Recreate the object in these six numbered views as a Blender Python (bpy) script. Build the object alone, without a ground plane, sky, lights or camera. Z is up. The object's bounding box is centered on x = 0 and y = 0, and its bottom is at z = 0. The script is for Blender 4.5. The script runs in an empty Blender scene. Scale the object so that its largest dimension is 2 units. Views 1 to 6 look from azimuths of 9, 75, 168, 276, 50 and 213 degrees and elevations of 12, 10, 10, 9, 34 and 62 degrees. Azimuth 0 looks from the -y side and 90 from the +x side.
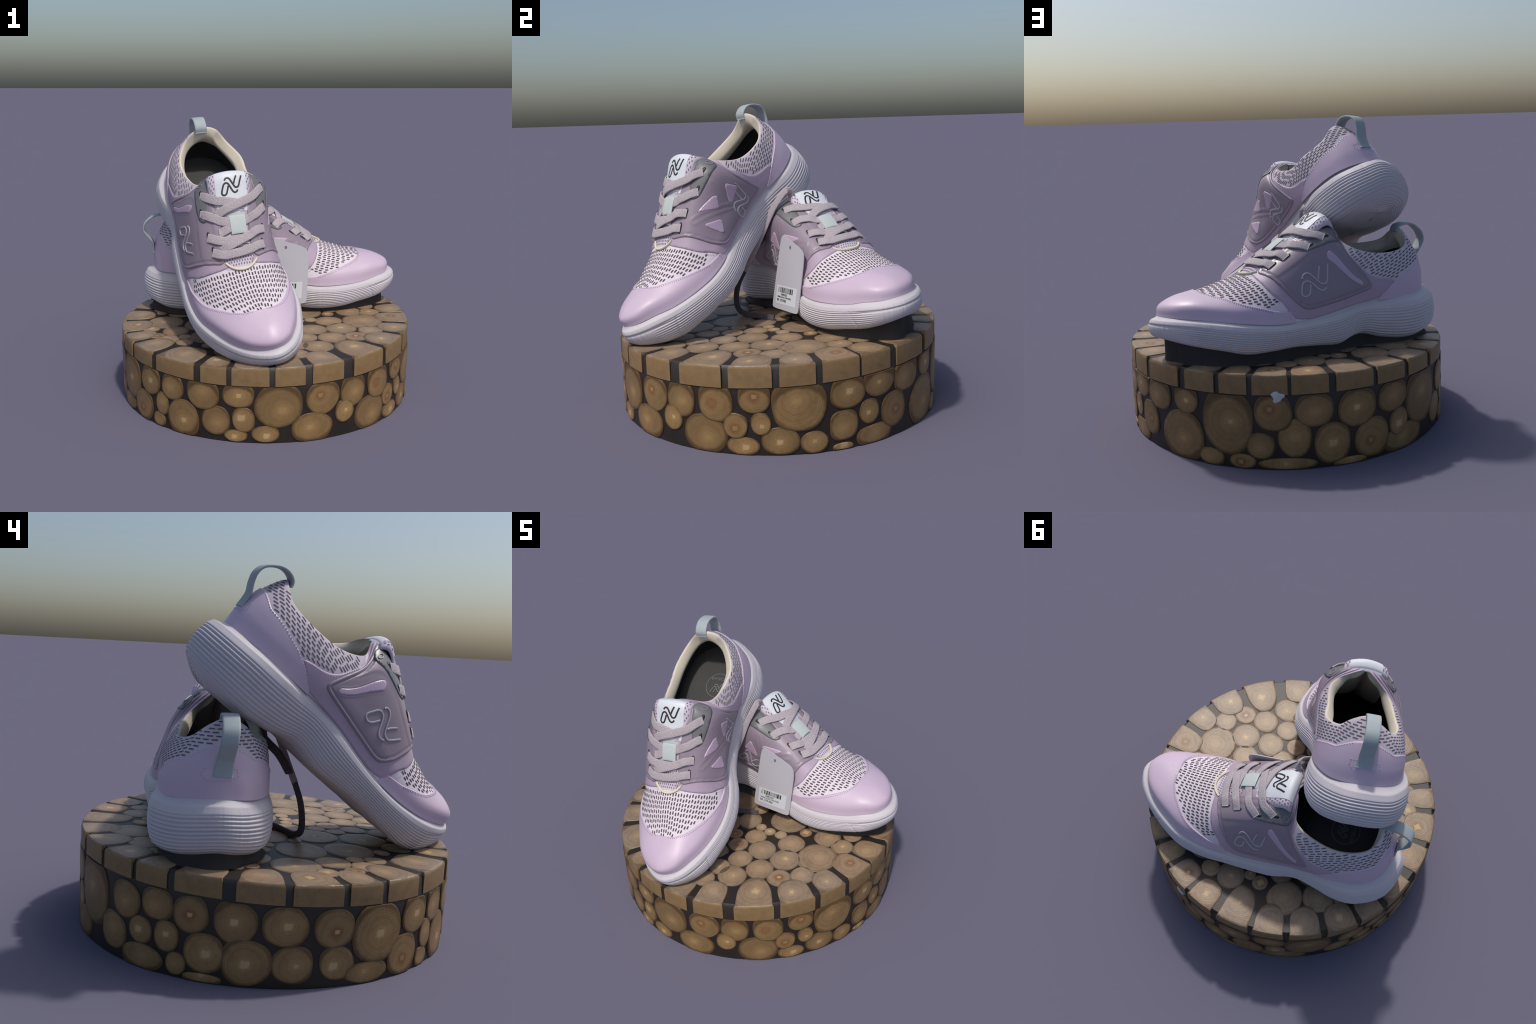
"""A pair of lavender trainers displayed on a round block of log slices."""
import bpy, math, random
import numpy as np
from mathutils import Vector, Matrix, Euler
from mathutils.bvhtree import BVHTree
from mathutils.geometry import delaunay_2d_cdt

random.seed(7)
RNG = np.random.default_rng(11)

# Upper of the shoe in its own frame: x runs from heel to toe, y to the outer side,
# z up.  Each rib climbs from the sole edge (E) over the flank (M1, M2) to the
# collar rim or to the ridge of the instep (C).
#        E              M1              M2              C
RIBS_OUTER = [
 ((.048,.03,.22), (.048,.03,.33), (.078,.02,.45), (.148,0,.570)),
 ((.095,.175,.21),(.098,.172,.31),(.118,.150,.42),(.152,.080,.538)),
 ((.20,.258,.205),(.205,.255,.29),(.21,.227,.39), (.205,.158,.478)),
 ((.35,.287,.20), (.35,.285,.28), (.35,.262,.37), (.34,.208,.457)),
 ((.50,.292,.20), (.50,.292,.28), (.50,.265,.38), (.50,.198,.472)),
 ((.62,.295,.195),(.62,.287,.30), (.635,.238,.435),(.64,.155,.538)),
 ((.75,.305,.175),(.75,.285,.31), (.745,.196,.540),(.70,0,.662)),
 ((.90,.315,.15), (.90,.285,.30), (.90,.19,.505), (.90,0,.585)),
 ((1.05,.32,.135),(1.05,.29,.26), (1.05,.185,.43),(1.05,0,.482)),
 ((1.20,.322,.137),(1.20,.288,.235),(1.20,.178,.348),(1.20,0,.395)),
 ((1.35,.298,.155),(1.34,.268,.235),(1.33,.150,.322),(1.32,-.005,.362)),
 ((1.47,.240,.175),(1.46,.215,.248),(1.44,.105,.308),(1.42,-.018,.334)),
 ((1.605,.152,.20), (1.59,.138,.265),(1.55,.060,.304),(1.50,-.035,.320)),
 ((1.688,.055,.215),(1.673,.050,.268),(1.61,.008,.304),(1.54,-.045,.316)),
 ((1.722,-.055,.22),(1.71,-.055,.272),(1.64,-.052,.304),(1.56,-.050,.314)),
]
RIBS_INNER = [
 RIBS_OUTER[0],
 ((.095,-.115,.21),(.098,-.112,.31),(.118,-.102,.42),(.152,-.080,.538)),
 ((.20,-.195,.21), (.205,-.193,.29),(.21,-.178,.39),(.205,-.138,.478)),
 ((.35,-.230,.205),(.35,-.230,.28), (.35,-.226,.37),(.34,-.204,.457)),
 ((.50,-.220,.21), (.50,-.230,.28), (.50,-.230,.38),(.50,-.198,.472)),
 ((.62,-.21,.205), (.62,-.235,.30), (.635,-.245,.445),(.64,-.186,.570)),
 ((.75,-.215,.19), (.75,-.235,.32), (.745,-.232,.560),(.70,0,.662)),
 ((.90,-.23,.165), (.90,-.245,.30), (.90,-.20,.505),(.90,0,.585)),
 ((1.05,-.275,.145),(1.05,-.265,.25),(1.05,-.185,.43),(1.05,0,.482)),
 ((1.20,-.30,.135),(1.20,-.275,.225),(1.20,-.178,.348),(1.20,0,.395)),
 ((1.35,-.295,.145),(1.34,-.265,.23),(1.33,-.158,.325),(1.32,-.005,.362)),
 ((1.50,-.255,.165),(1.48,-.235,.24),(1.45,-.145,.310),(1.42,-.018,.334)),
 ((1.605,-.210,.195),(1.59,-.195,.262),(1.55,-.125,.306),(1.50,-.035,.320)),
 ((1.688,-.148,.212),(1.673,-.142,.266),(1.61,-.098,.305),(1.54,-.045,.316)),
 RIBS_OUTER[14],
]
OPEN_RIBS = 5            # ribs 0..5 end at the collar rim, the others at the ridge

def catmull(P, q, closed=False):
    """Catmull-Rom through the rows of P at (fractional) row positions q."""
    P = np.asarray(P, float); n = len(P); q = np.asarray(q, float)
    i = np.floor(q).astype(int)
    if not closed:
        i = np.clip(i, 0, n - 2)
    f = (q - i).reshape(q.shape + (1,) * (P.ndim - 1))
    def at(k):
        if closed:
            return P[k % n]
        lo = (k < 0).reshape(f.shape); hi = (k > n - 1).reshape(f.shape)
        kc = np.clip(k, 0, n - 1)
        v = P[kc]
        v = np.where(lo, 2 * P[0] - P[1], v)
        return np.where(hi, 2 * P[-1] - P[-2], v)
    a, b, c, d = at(i - 1), at(i), at(i + 1), at(i + 2)
    return .5 * (2*b + (c - a)*f + (2*a - 5*b + 4*c - d)*f**2 + (3*b - a - 3*c + d)*f**3)

def rib_loop():
    """All ribs as a closed loop: heel, outer side, toe, inner side."""
    rows = []
    for side, ribs in ((1, RIBS_OUTER), (-1, RIBS_INNER)):
        rng = range(0, 15) if side == 1 else range(13, 0, -1)
        for k in rng:
            E, a, b, C = [np.array(p, float) for p in ribs[k]]
            if k <= OPEN_RIBS:                       # ghost point rolls into the shoe
                mid = np.array([.40, 0, .50]); d = mid - C; d[2] = 0
                G = C + .06 * d / (np.linalg.norm(d) + 1e-9) + np.array([0, 0, -.01])
            else:
                o = np.array((RIBS_INNER if side == 1 else RIBS_OUTER)[k][2], float)
                G = o
                if k >= 12:
                    G = np.array([2*C[0] - b[0], -b[1], b[2]]) if k == 14 else np.array([C[0]*.6+ (2*C[0]-b[0])*.4, o[1], o[2]])
            G0 = 2 * E - a
            rows.append([G0, E, a, b, C, G])
    return np.array(rows)                            # 28 x 6 x 3

NS, NT = 560, 72
def base_grid():
    R = rib_loop()
    s = np.arange(NS) / NS * 28
    L = catmull(R, s, closed=True)                   # NS x 6 x 3
    k = np.where(s <= 14, s, 28 - s)
    sg = np.where(s <= 14, 1, -1)
    # ridge points stay on the middle plane, rim points on their own side
    y = L[:, 4, 1] * sg
    ridge = np.interp(k, np.arange(6, 15), [r[3][1] for r in RIBS_OUTER[6:]])
    L[:, 4, 1] = np.where(k >= 6, ridge, np.maximum(y, 0) * sg)
    t = np.linspace(0, 1, NT)
    g = np.zeros((NS, NT, 3))
    for i in range(NS):
        g[i] = catmull(L[i], 1 + t * 3)
    return g

class Surf:
    def __init__(self):
        self.g = g = base_grid()
        ds = np.roll(g, -1, 0) - np.roll(g, 1, 0)
        dt = np.gradient(g, axis=1)
        n = np.cross(ds, dt); l = np.linalg.norm(n, axis=2, keepdims=True)
        n = n / np.maximum(l, 1e-9)
        # outward: away from the shoe's spine
        spine = np.stack([np.clip(g[..., 0], .3, 1.5), 0*g[..., 0], 0*g[..., 0] + .15], -1)
        flip = np.sign((n * (g - spine)).sum(-1, keepdims=True)); flip[flip == 0] = 1
        self.n = n * flip
    def _bil(self, A, s, t):
        s = np.asarray(s, float) / 28 * NS; t = np.clip(np.asarray(t, float), 0, 1) * (NT - 1)
        i = np.floor(s).astype(int); j = np.minimum(np.floor(t).astype(int), NT - 2)
        f = (s - i)[..., None]; h = (t - j)[..., None]
        i0, i1 = i % NS, (i + 1) % NS
        return (A[i0, j]*(1-f)*(1-h) + A[i1, j]*f*(1-h) + A[i0, j+1]*(1-f)*h + A[i1, j+1]*f*h)
    def p(self, s, t, off=0.):
        n = self._bil(self.n, s, t); n /= np.maximum(np.linalg.norm(n, axis=-1, keepdims=True), 1e-9)
        return self._bil(self.g, s, t) + n * np.asarray(off)[..., None]
    def nrm(self, s, t):
        n = self._bil(self.n, s, t); return n / np.maximum(np.linalg.norm(n, axis=-1, keepdims=True), 1e-9)

# ------------------------------------------------------------------ materials
class Nodes:
    def __init__(self, name):
        self.m = bpy.data.materials.new(name); self.m.use_nodes = True
        self.t = self.m.node_tree; self.t.nodes.clear()
        self.out = self.add('ShaderNodeOutputMaterial')
        self.bsdf = self.add('ShaderNodeBsdfPrincipled')
        self.t.links.new(self.bsdf.outputs[0], self.out.inputs[0])
        self.co = self.add('ShaderNodeTexCoord').outputs['Object']
    def add(self, kind, **kw):
        n = self.t.nodes.new(kind)
        for k, v in kw.items():
            setattr(n, k, v)
        return n
    def link(self, a, b):
        self.t.links.new(a, b)
    def put(self, sock, v):
        if hasattr(v, 'is_output'):
            self.link(v, sock)
        else:
            sock.default_value = v
    def noise(self, scale, detail=3, rough=.55, co=None, vec=None):
        n = self.add('ShaderNodeTexNoise'); n.inputs['Scale'].default_value = scale
        n.inputs['Detail'].default_value = detail; n.inputs['Roughness'].default_value = rough
        c = co or self.co
        if vec:
            mp = self.add('ShaderNodeMapping'); mp.inputs['Scale'].default_value = vec
            self.link(c, mp.inputs[0]); c = mp.outputs[0]
        self.link(c, n.inputs['Vector']); return n.outputs['Fac']
    def math(self, op, a, b=0., c=None, clamp=False):
        n = self.add('ShaderNodeMath', operation=op, use_clamp=clamp)
        self.put(n.inputs[0], a); self.put(n.inputs[1], b)
        if c is not None: self.put(n.inputs[2], c)
        return n.outputs[0]
    def ramp(self, f, lo, hi, a=0., b=1.):
        n = self.add('ShaderNodeMapRange'); n.interpolation_type = 'SMOOTHSTEP'
        self.put(n.inputs[0], f); n.inputs[1].default_value = lo; n.inputs[2].default_value = hi
        n.inputs[3].default_value = a; n.inputs[4].default_value = b; return n.outputs[0]
    def mix(self, f, a, b, mode='MIX'):
        n = self.add('ShaderNodeMix', data_type='RGBA', blend_type=mode)
        self.put(n.inputs['Factor'], f)
        self.put(n.inputs[6], a if hasattr(a, 'is_output') else (*a, 1)); self.put(n.inputs[7], b if hasattr(b, 'is_output') else (*b, 1))
        return n.outputs[2]
    def bump(self, h, strength=.3, dist=.003):
        n = self.add('ShaderNodeBump'); n.inputs['Strength'].default_value = strength
        n.inputs['Distance'].default_value = dist; self.link(h, n.inputs['Height'])
        self.link(n.outputs[0], self.bsdf.inputs['Normal'])
    def color(self, c): self.put(self.bsdf.inputs['Base Color'], c if hasattr(c, 'is_output') else (*c, 1))
    def rough(self, r): self.put(self.bsdf.inputs['Roughness'], r)

def soft(name, col, rough=.5, vary=.08, scale=6, grain=300, bump=.15, spec=.5, coat=0., sheen=0.):
    """Plain surface with faint cloudy variation and fine grain."""
    n = Nodes(name)
    f = n.noise(scale, 4)
    a = tuple(c * (1 - vary) for c in col); b = tuple(min(1, c * (1 + vary)) for c in col)
    n.color(n.mix(f, a, b)); n.rough(rough)
    n.bsdf.inputs['Specular IOR Level'].default_value = spec
    n.bsdf.inputs['Coat Weight'].default_value = coat
    n.bsdf.inputs['Coat Roughness'].default_value = .3
    n.bsdf.inputs['Sheen Weight'].default_value = sheen
    if bump: n.bump(n.noise(grain, 2), bump, .002)
    return n.m

def woven(name, col, dark, scale=170., rough=.8):
    """Fine braid of a flat lace: small bright knots between dark gaps."""
    n = Nodes(name)
    v = n.add('ShaderNodeTexVoronoi'); v.inputs['Scale'].default_value = scale
    n.link(n.co, v.inputs['Vector']); d = v.outputs['Distance']
    f = n.ramp(d, .15, .75, 1, 0)
    n.color(n.mix(n.math('ADD', n.math('MULTIPLY', f, .75), n.math('MULTIPLY', n.noise(9, 3), .25)), dark, col)); n.rough(rough)
    n.bsdf.inputs['Sheen Weight'].default_value = .15
    n.bump(f, .45, .003)
    return n.m

def wood(name, face, warm, rim, bark=.6):
    """End grain of a log slice: rings round the object's own z axis, pale pith, dark bark edge."""
    n = Nodes(name)
    sep = n.add('ShaderNodeSeparateXYZ'); n.link(n.co, sep.inputs[0])
    rnd = n.add('ShaderNodeObjectInfo').outputs['Random']
    wob = n.noise(9, 3); wob2 = n.noise(34, 3)
    r = n.math('SQRT', n.math('ADD', n.math('MULTIPLY', sep.outputs[0], sep.outputs[0]), n.math('MULTIPLY', sep.outputs[1], sep.outputs[1])))
    rr = n.math('ADD', r, n.math('MULTIPLY', n.math('SUBTRACT', wob, .5), .025))
    rings = n.math('SINE', n.math('MULTIPLY', rr, 520))
    rings2 = n.math('SINE', n.math('MULTIPLY', rr, 190))
    c = n.mix(rnd, face, warm)
    c = n.mix(n.ramp(rings, -.2, 1, 0, .26), c, tuple(v * .55 for v in face))
    c = n.mix(n.ramp(rings2, .2, 1, 0, .34), c, tuple(v * .62 for v in warm))
    c = n.mix(n.ramp(n.noise(17, 6, .7), .42, .72, 0, .55), c, tuple(v * .58 for v in warm))
    c = n.mix(n.ramp(rr, .0, .085, .35, 0), c, tuple(min(1, v * 1.7) for v in warm))
    # darker heartwood in some of the slices
    pick = n.ramp(n.math('FRACT', n.math('MULTIPLY', rnd, 7.31)), .80, .86)
    heart = n.math('MULTIPLY', n.ramp(n.math('ADD', r, n.math('MULTIPLY', wob2, .03)), .030, .068, 1, 0), pick)
    c = n.mix(n.math('MULTIPLY', heart, .75), c, (.16, .065, .022))
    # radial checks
    # pale, squarish pith
    ax = n.math('ABSOLUTE', sep.outputs[0]); ay = n.math('ABSOLUTE', sep.outputs[1])
    sq = n.math('ADD', n.math('MAXIMUM', ax, ay), n.math('MULTIPLY', n.math('SUBTRACT', wob2, .5), .022))
    sq = n.math('MULTIPLY', sq, n.math('ADD', .75, n.math('MULTIPLY', n.math('FRACT', n.math('MULTIPLY', rnd, 11.3)), .9)))
    pith = n.math('MULTIPLY', n.ramp(sq, .009, .021, 1, 0), n.ramp(n.math('FRACT', n.math('MULTIPLY', rnd, 3.7)), .30, .75, .10, .75))
    c = n.mix(pith, c, (.55, .39, .20))
    # specks
    c = n.mix(n.ramp(n.noise(75, 2), .68, .76, 0, .5), c, rim)
    # bark line round the slice
    gen = n.add('ShaderNodeTexCoord').outputs['Generated']
    sg = n.add('ShaderNodeSeparateXYZ'); n.link(gen, sg.inputs[0])
    gx = n.math('SUBTRACT', sg.outputs[0], .5); gy = n.math('SUBTRACT', sg.outputs[1], .5)
    gr = n.math('SQRT', n.math('ADD', n.math('MULTIPLY', gx, gx), n.math('MULTIPLY', gy, gy)))
    gr = n.math('ADD', gr, n.math('MULTIPLY', n.math('SUBTRACT', wob2, .5), .06))
    c = n.mix(n.ramp(gr, .40, .50, 0, bark), c, rim)
    n.color(c); n.rough(.42)
    n.bsdf.inputs['Specular IOR Level'].default_value = .35
    n.bump(n.math('ADD', n.math('MULTIPLY', rings, .12), n.noise(60, 4)), .2, .004)
    return n.m

LAV = (.60, .47, .62)
MAT = {}
def materials():
    M = MAT
    M['leather'] = soft('lavender_leather', (.57, .45, .565), .42, .04, 5, 260, .08, .5)
    M['quarter'] = soft('lavender_quarter', (.42, .325, .42), .5, .05, 5, 260, .1)
    M['film'] = soft('mauve_film', (.275, .22, .272), .38, .06, 7, 0, 0, .45, .08)
    M['window'] = soft('lilac_window', (.50, .375, .50), .3, .04, 7, 200, .03, .5, .2)
    M['patch'] = soft('smoky_film', (.15, .15, .16), .42, .1, 8, 120, .03, .4, .1)
    M['emboss'] = soft('embossed_line', (.42, .40, .43), .4, .05, 9, 0, 0)
    M['mesh'] = soft('mesh_textile', (.70, .635, .69), .8, .05, 8, 500, .4, .3)
    M['collar'] = soft('collar_textile', (.58, .52, .58), .8, .06, 8, 500, .4, .3)
    M['hole'] = soft('mesh_gap', (.105, .075, .09), .9, .2, 30, 0, 0, .1)  # dark patches laid on the textile in place of open mesh
    M['hole_collar'] = soft('collar_gap', (.15, .12, .14), .9, .2, 30, 0, 0, .1)
    M['hole_soft'] = soft('tongue_gap', (.22, .17, .23), .9, .2, 30, 0, 0, .1)
    M['tongue'] = soft('tongue_textile', (.60, .54, .62), .85, .05, 9, 420, .4, .3)
    M['cream'] = soft('cream_lining', (.66, .60, .48), .85, .08, 9, 420, .3, .2, 0, .1)
    M['dark'] = soft('charcoal_lining', (.030, .031, .033), .8, .2, 9, 300, .2, .3)
    M['insole'] = soft('charcoal_insole', (.050, .050, .049), .6, .15, 9, 300, .2, .3)
    M['print'] = soft('grey_print', (.16, .17, .18), .6, .05, 9, 0, 0)
    M['sole'] = soft('white_foam', (.56, .525, .555), .55, .05, 4, 200, .1, .4)
    M['underlay'] = soft('rubber_tread', (.045, .040, .038), .8, .2, 8, 120, .2, .2)  # dark colour of the filler added under the lying shoe
    M['label'] = soft('satin_label', (.66, .69, .73), .45, .03, 9, 600, .1, .4)
    M['ink'] = soft('black_ink', (.022, .022, .024), .5, .1, 20, 0, 0)
    M['mint'] = soft('mint_webbing', (.50, .55, .54), .6, .06, 20, 600, .25, .3)
    M['webbing'] = soft('grey_webbing', (.36, .41, .42), .6, .06, 20, 500, .25, .3)
    M['pipe'] = soft('cream_cord', (.68, .63, .47), .6, .08, 30, 300, .2, .3)
    M['lace'] = woven('woven_lace', (.54, .475, .505), (.36, .31, .335), 190)
    M['lace_dark'] = woven('worn_lace', (.13, .115, .13), (.04, .035, .045), 190)  # darker tone of the same lace
    M['thread'] = soft('sewing_thread', (.55, .46, .58), .7, .05, 9, 0, 0)
    M['thread_dark'] = soft('sewing_hole', (.20, .15, .22), .8, .05, 9, 0, 0)  # dark raised dashes along the seams, nothing is pierced
    M['paper'] = soft('tag_card', (.52, .51, .56), .5, .04, 6, 300, .05, .4)
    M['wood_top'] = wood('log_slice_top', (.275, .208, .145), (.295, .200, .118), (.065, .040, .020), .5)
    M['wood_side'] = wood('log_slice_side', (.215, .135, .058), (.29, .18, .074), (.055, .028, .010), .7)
    M['flank'] = soft('log_flank', (.235, .150, .068), .45, .3, 22, 60, .25, .35)
    M['resin'] = soft('dark_resin', (.020, .014, .010), .5, .5, 9, 60, .3)
    M['plaster'] = soft('pale_chip', (.52, .53, .55), .8, .06, 30, 90, .3)

# ------------------------------------------------------------------ mesh helpers
class Part:
    """Collects objects of one thing; 'hand' = -1 mirrors the geometry."""
    def __init__(self, root, hand=1, twist=0., bend=0.):
        self.root, self.hand, self.twist, self.bend = root, hand, twist, bend
    def deform(self, V):
        """Torsion of the forefoot and lift of the toe, different in the two shoes."""
        if not self.twist and not self.bend: return V
        V = V.copy(); a = self.twist * np.maximum(0, V[:, 0] - .72); y, z = V[:, 1].copy(), V[:, 2] - .2
        V[:, 1] = y*np.cos(a) - z*np.sin(a); V[:, 2] = .2 + y*np.sin(a) + z*np.cos(a) + self.bend * np.maximum(0, V[:, 0] - 1.2) ** 2
        return V
    def mesh(self, name, V, F, mat, parent=None, smooth=True, sharp=None, stuff=False):
        V = self.deform(np.array(V, float).reshape(-1, 3))
        V[:, 1] *= self.hand
        F = [tuple(int(i) for i in f) for f in F]
        if self.hand < 0: F = [f[::-1] for f in F]
        me = bpy.data.meshes.new(name)
        me.from_pydata(V.tolist(), [], F); me.update()
        if smooth:
            me.polygons.foreach_set('use_smooth', [True] * len(me.polygons))
            if sharp: me.set_sharp_from_angle(angle=math.radians(sharp))
        me.materials.append(MAT[mat])
        ob = bpy.data.objects.new(name, me); bpy.context.collection.objects.link(ob)
        ob.parent = parent or self.root
        if stuff: ob['kind'] = 'stuff'
        return ob

def grid_faces(nu, nv, close_u=False, close_v=False):
    F = []
    for i in range(nu if close_u else nu - 1):
        for j in range(nv if close_v else nv - 1):
            a, b = i, (i + 1) % nu; c, d = j, (j + 1) % nv
            F.append((a*nv + c, b*nv + c, b*nv + d, a*nv + d))
    return F

def sweep(path, side, up, width, thick, closed=False, bulge=.25, ends=True):
    """Rounded flat band along a path: side and up are per-point frames."""
    path = np.asarray(path, float); n = len(path)
    sec = []
    for a in np.linspace(0, 2*math.pi, 12, endpoint=False):
        c, s = math.cos(a), math.sin(a)
        e = 2 / 5
        sec.append((math.copysign(abs(c)**e, c) * .5, math.copysign(abs(s)**e, s) * .5))
    m = len(sec); V = np.zeros((n, m, 3))
    w = np.broadcast_to(np.asarray(width, float), (n,)); h = np.broadcast_to(np.asarray(thick, float), (n,))
    for j, (a, b) in enumerate(sec):
        V[:, j] = path + side * (a * w)[:, None] + up * (b * h)[:, None]
    F = grid_faces(n, m, closed, True)
    if not closed and ends:
        F.append(tuple(range(m))[::-1]); F.append(tuple((n-1)*m + k for k in range(m)))
    return V.reshape(-1, 3), F

def unit(v):
    v = np.asarray(v, float); return v / np.maximum(np.linalg.norm(v, axis=-1, keepdims=True), 1e-9)

def resample(P, step):
    P = np.asarray(P, float); d = np.r_[0, np.cumsum(np.linalg.norm(np.diff(P, axis=0), axis=1))]
    n = max(2, int(round(d[-1] / step)) + 1); q = np.linspace(0, d[-1], n)
    return np.stack([np.interp(q, d, P[:, k]) for k in range(P.shape[1])], -1)

def smooth_path(P, step=.008):
    P = np.asarray(P, float)
    return resample(catmull(P, np.linspace(0, len(P) - 1, (len(P) - 1) * 14 + 1)), step)

def chaikin(P, n=2, cut=.25):
    P = np.asarray(P, float)
    for _ in range(n):
        Q = np.roll(P, -1, 0); P = np.stack([P*(1-cut) + Q*cut, P*cut + Q*(1-cut)], 1).reshape(-1, P.shape[1])
    return P

def inside(poly, pts):
    x, y = pts[:, 0], pts[:, 1]; r = np.zeros(len(pts), bool); n = len(poly)
    for i in range(n):
        x0, y0 = poly[i]; x1, y1 = poly[(i+1) % n]
        c = ((y0 > y) != (y1 > y)) & (x < (x1-x0) * (y-y0) / (y1-y0 + 1e-15) + x0)
        r ^= c
    return r

def fill(poly, step):
    """Triangulate a 2-D outline with an even cloud of inner points."""
    poly = resample(np.vstack([poly, poly[:1]]), step)[:-1]
    lo, hi = poly.min(0), poly.max(0)
    gx, gy = np.meshgrid(np.arange(lo[0], hi[0], step), np.arange(lo[1], hi[1], step * .87))
    gx = gx + (np.arange(gx.shape[0]) % 2)[:, None] * step / 2
    pts = np.stack([gx.ravel(), gy.ravel()], -1)
    pts = pts[inside(poly, pts)]
    d = np.min(np.linalg.norm(pts[:, None] - poly[None], axis=2), axis=1) if len(pts) else np.zeros(0)
    pts = pts[d > step * .55]
    allp = np.vstack([poly, pts]); nb = len(poly)
    vo, eo, fo, ov, oe, of = delaunay_2d_cdt([Vector(p) for p in allp], [], [list(range(nb))], 1, 1e-7)
    return np.array([tuple(v) for v in vo]), [tuple(f) for f in fo], nb

SX, SY = .125, .42            # rough metric of the (rib, height) chart of the upper

class Chart:
    """Shoe surface seen as a map: (s, t) -> point; panels, bands and stitches are laid on it."""
    def __init__(self):
        self.S = Surf()
    def p(self, st, off=0.):
        st = np.asarray(st, float); return self.S.p(st[..., 0], st[..., 1], np.broadcast_to(off, st.shape[:-1]))
    def n(self, st):
        st = np.asarray(st, float); return self.S.nrm(st[..., 0], st[..., 1])
    def panel(self, poly, height, step=.010, rounds=2, drop=.004):
        poly = np.asarray(poly, float)
        if rounds: poly = chaikin(poly, rounds)
        sc = np.array([SX, SY])
        v, f, nb = fill(poly * sc, step)
        st = v / sc
        edge = resample(np.vstack([poly, poly[:1]]) * sc, step * .5) / sc
        base = self.p(st); eb = self.p(edge)
        d = np.concatenate([np.min(np.linalg.norm(base[i:i+800, None] - eb[None], axis=2), axis=1) for i in range(0, len(base), 800)])
        h = height(d, st, base)
        top = self.p(st, h)
        # outline skirt
        from collections import Counter
        cnt = Counter()
        for q in f:
            for a, b in zip(q, q[1:] + q[:1]): cnt[(a, b)] += 1
        rim = [(a, b) for (a, b) in cnt if (b, a) not in cnt]
        idx = sorted({a for e in rim for a in e}); mp = {a: len(top) + i for i, a in enumerate(idx)}
        V = np.vstack([top, self.p(st[idx], -drop)])
        F = list(f) + [(b, a, mp[a], mp[b]) for a, b in rim]
        return V, F
    def jac(self, s, t):
        e = 1e-2
        a = (self.p((s+e, t)) - self.p((s-e, t))) / (2*e); b = (self.p((s, t+e)) - self.p((s, t-e))) / (2*e)
        return a, b
    def trace(self, st, step=.006):
        """Dense (s,t) polyline, evenly spaced in 3-D."""
        st = np.asarray(st, float); q = np.linspace(0, len(st) - 1, 40 * len(st))
        d = catmull(st, q); P = self.p(d)
        L = np.r_[0, np.cumsum(np.linalg.norm(np.diff(P, axis=0), axis=1))]
        k = np.linspace(0, L[-1], max(2, int(L[-1] / step) + 1))
        return np.stack([np.interp(k, L, d[:, 0]), np.interp(k, L, d[:, 1])], -1)

def dashes(C, items, length, width, lift, n=12, bow=0.):
    """Small oval patches: items = (s, t, 3-D direction)."""
    V, F = [], []
    for s, t, d in items:
        p = C.p((s, t), lift); nn = C.n((s, t)); d = unit(d - nn * (d @ nn)); e = np.cross(nn, d)
        base = len(V)
        V.append(p + nn * bow)
        for k in range(n):
            a = 2*math.pi*k/n; c, q = math.cos(a), math.sin(a)
            c = math.copysign(abs(c)**.5, c); q = math.copysign(abs(q)**.5, q)
            V.append(p + d*c*length/2 + e*q*width/2 - nn * (.0006 if bow else 0))
        F += [(base, base+1+k, base+1+(k+1) % n) for k in range(n)]
    return V, F

def stitches(C, line, pitch, length, width, lift):
    tr = C.trace(line, pitch); P = C.p(tr)
    items = [(tr[i, 0], tr[i, 1], P[i+1] - P[i]) for i in range(len(tr) - 1)]
    return dashes(C, items, length, width, lift, 6, .0022)

# the mark on the shoe, in units of its half width
MARK = [
 [(-.60,.36),(-.52,.48),(-.36,.53),(-.18,.46),(-.02,.25),(.16,-.01),(.26,-.14),(.38,-.20),(.52,-.18),(.64,-.08),(.80,.30),(.96,.68)],
 [(.20,.06),(.32,.36),(.48,.66)],
 [(-.30,-.06),(-.42,-.38),(-.52,-.58),(-.68,-.66),(-.86,-.60),(-.93,-.44),(-.83,-.16),(-.72,.06),(-.58,.16),(-.42,.16),
  (-.28,.06),(-.14,-.14),(.02,-.40),(.14,-.52),(.28,-.56),(.42,-.50),(.52,-.38)],
]
def mark_strokes():
    return [smooth_path(st, .05) for st in MARK]

# ------------------------------------------------------------------ the shoe
# widest outline of the sole beside each rib (x, y) and height of its lower edge
SOLE_OUTER = [(-.034,.03,-.02),(.022,.220,-.04),(.18,.328,-.055),(.33,.345,-.055),(.47,.322,-.035),(.60,.312,.000),(.75,.340,-.032),
              (.90,.350,-.022),(1.05,.356,-.012),(1.20,.360,-.018),(1.35,.340,-.020),(1.48,.287,.008),(1.625,.190,.045),(1.73,.075,.08),(1.777,-.055,.098)]
SOLE_INNER = [None,(.026,-.105,-.04),(.13,-.203,-.055),(.30,-.255,-.055),(.48,-.235,-.035),(.62,-.218,-.012),(.76,-.220,-.022),
              (.90,-.245,-.030),(1.04,-.302,-.035),(1.19,-.335,-.038),(1.35,-.335,-.022),(1.50,-.300,.010),(1.635,-.248,.04),(1.735,-.165,.075),None]

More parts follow.
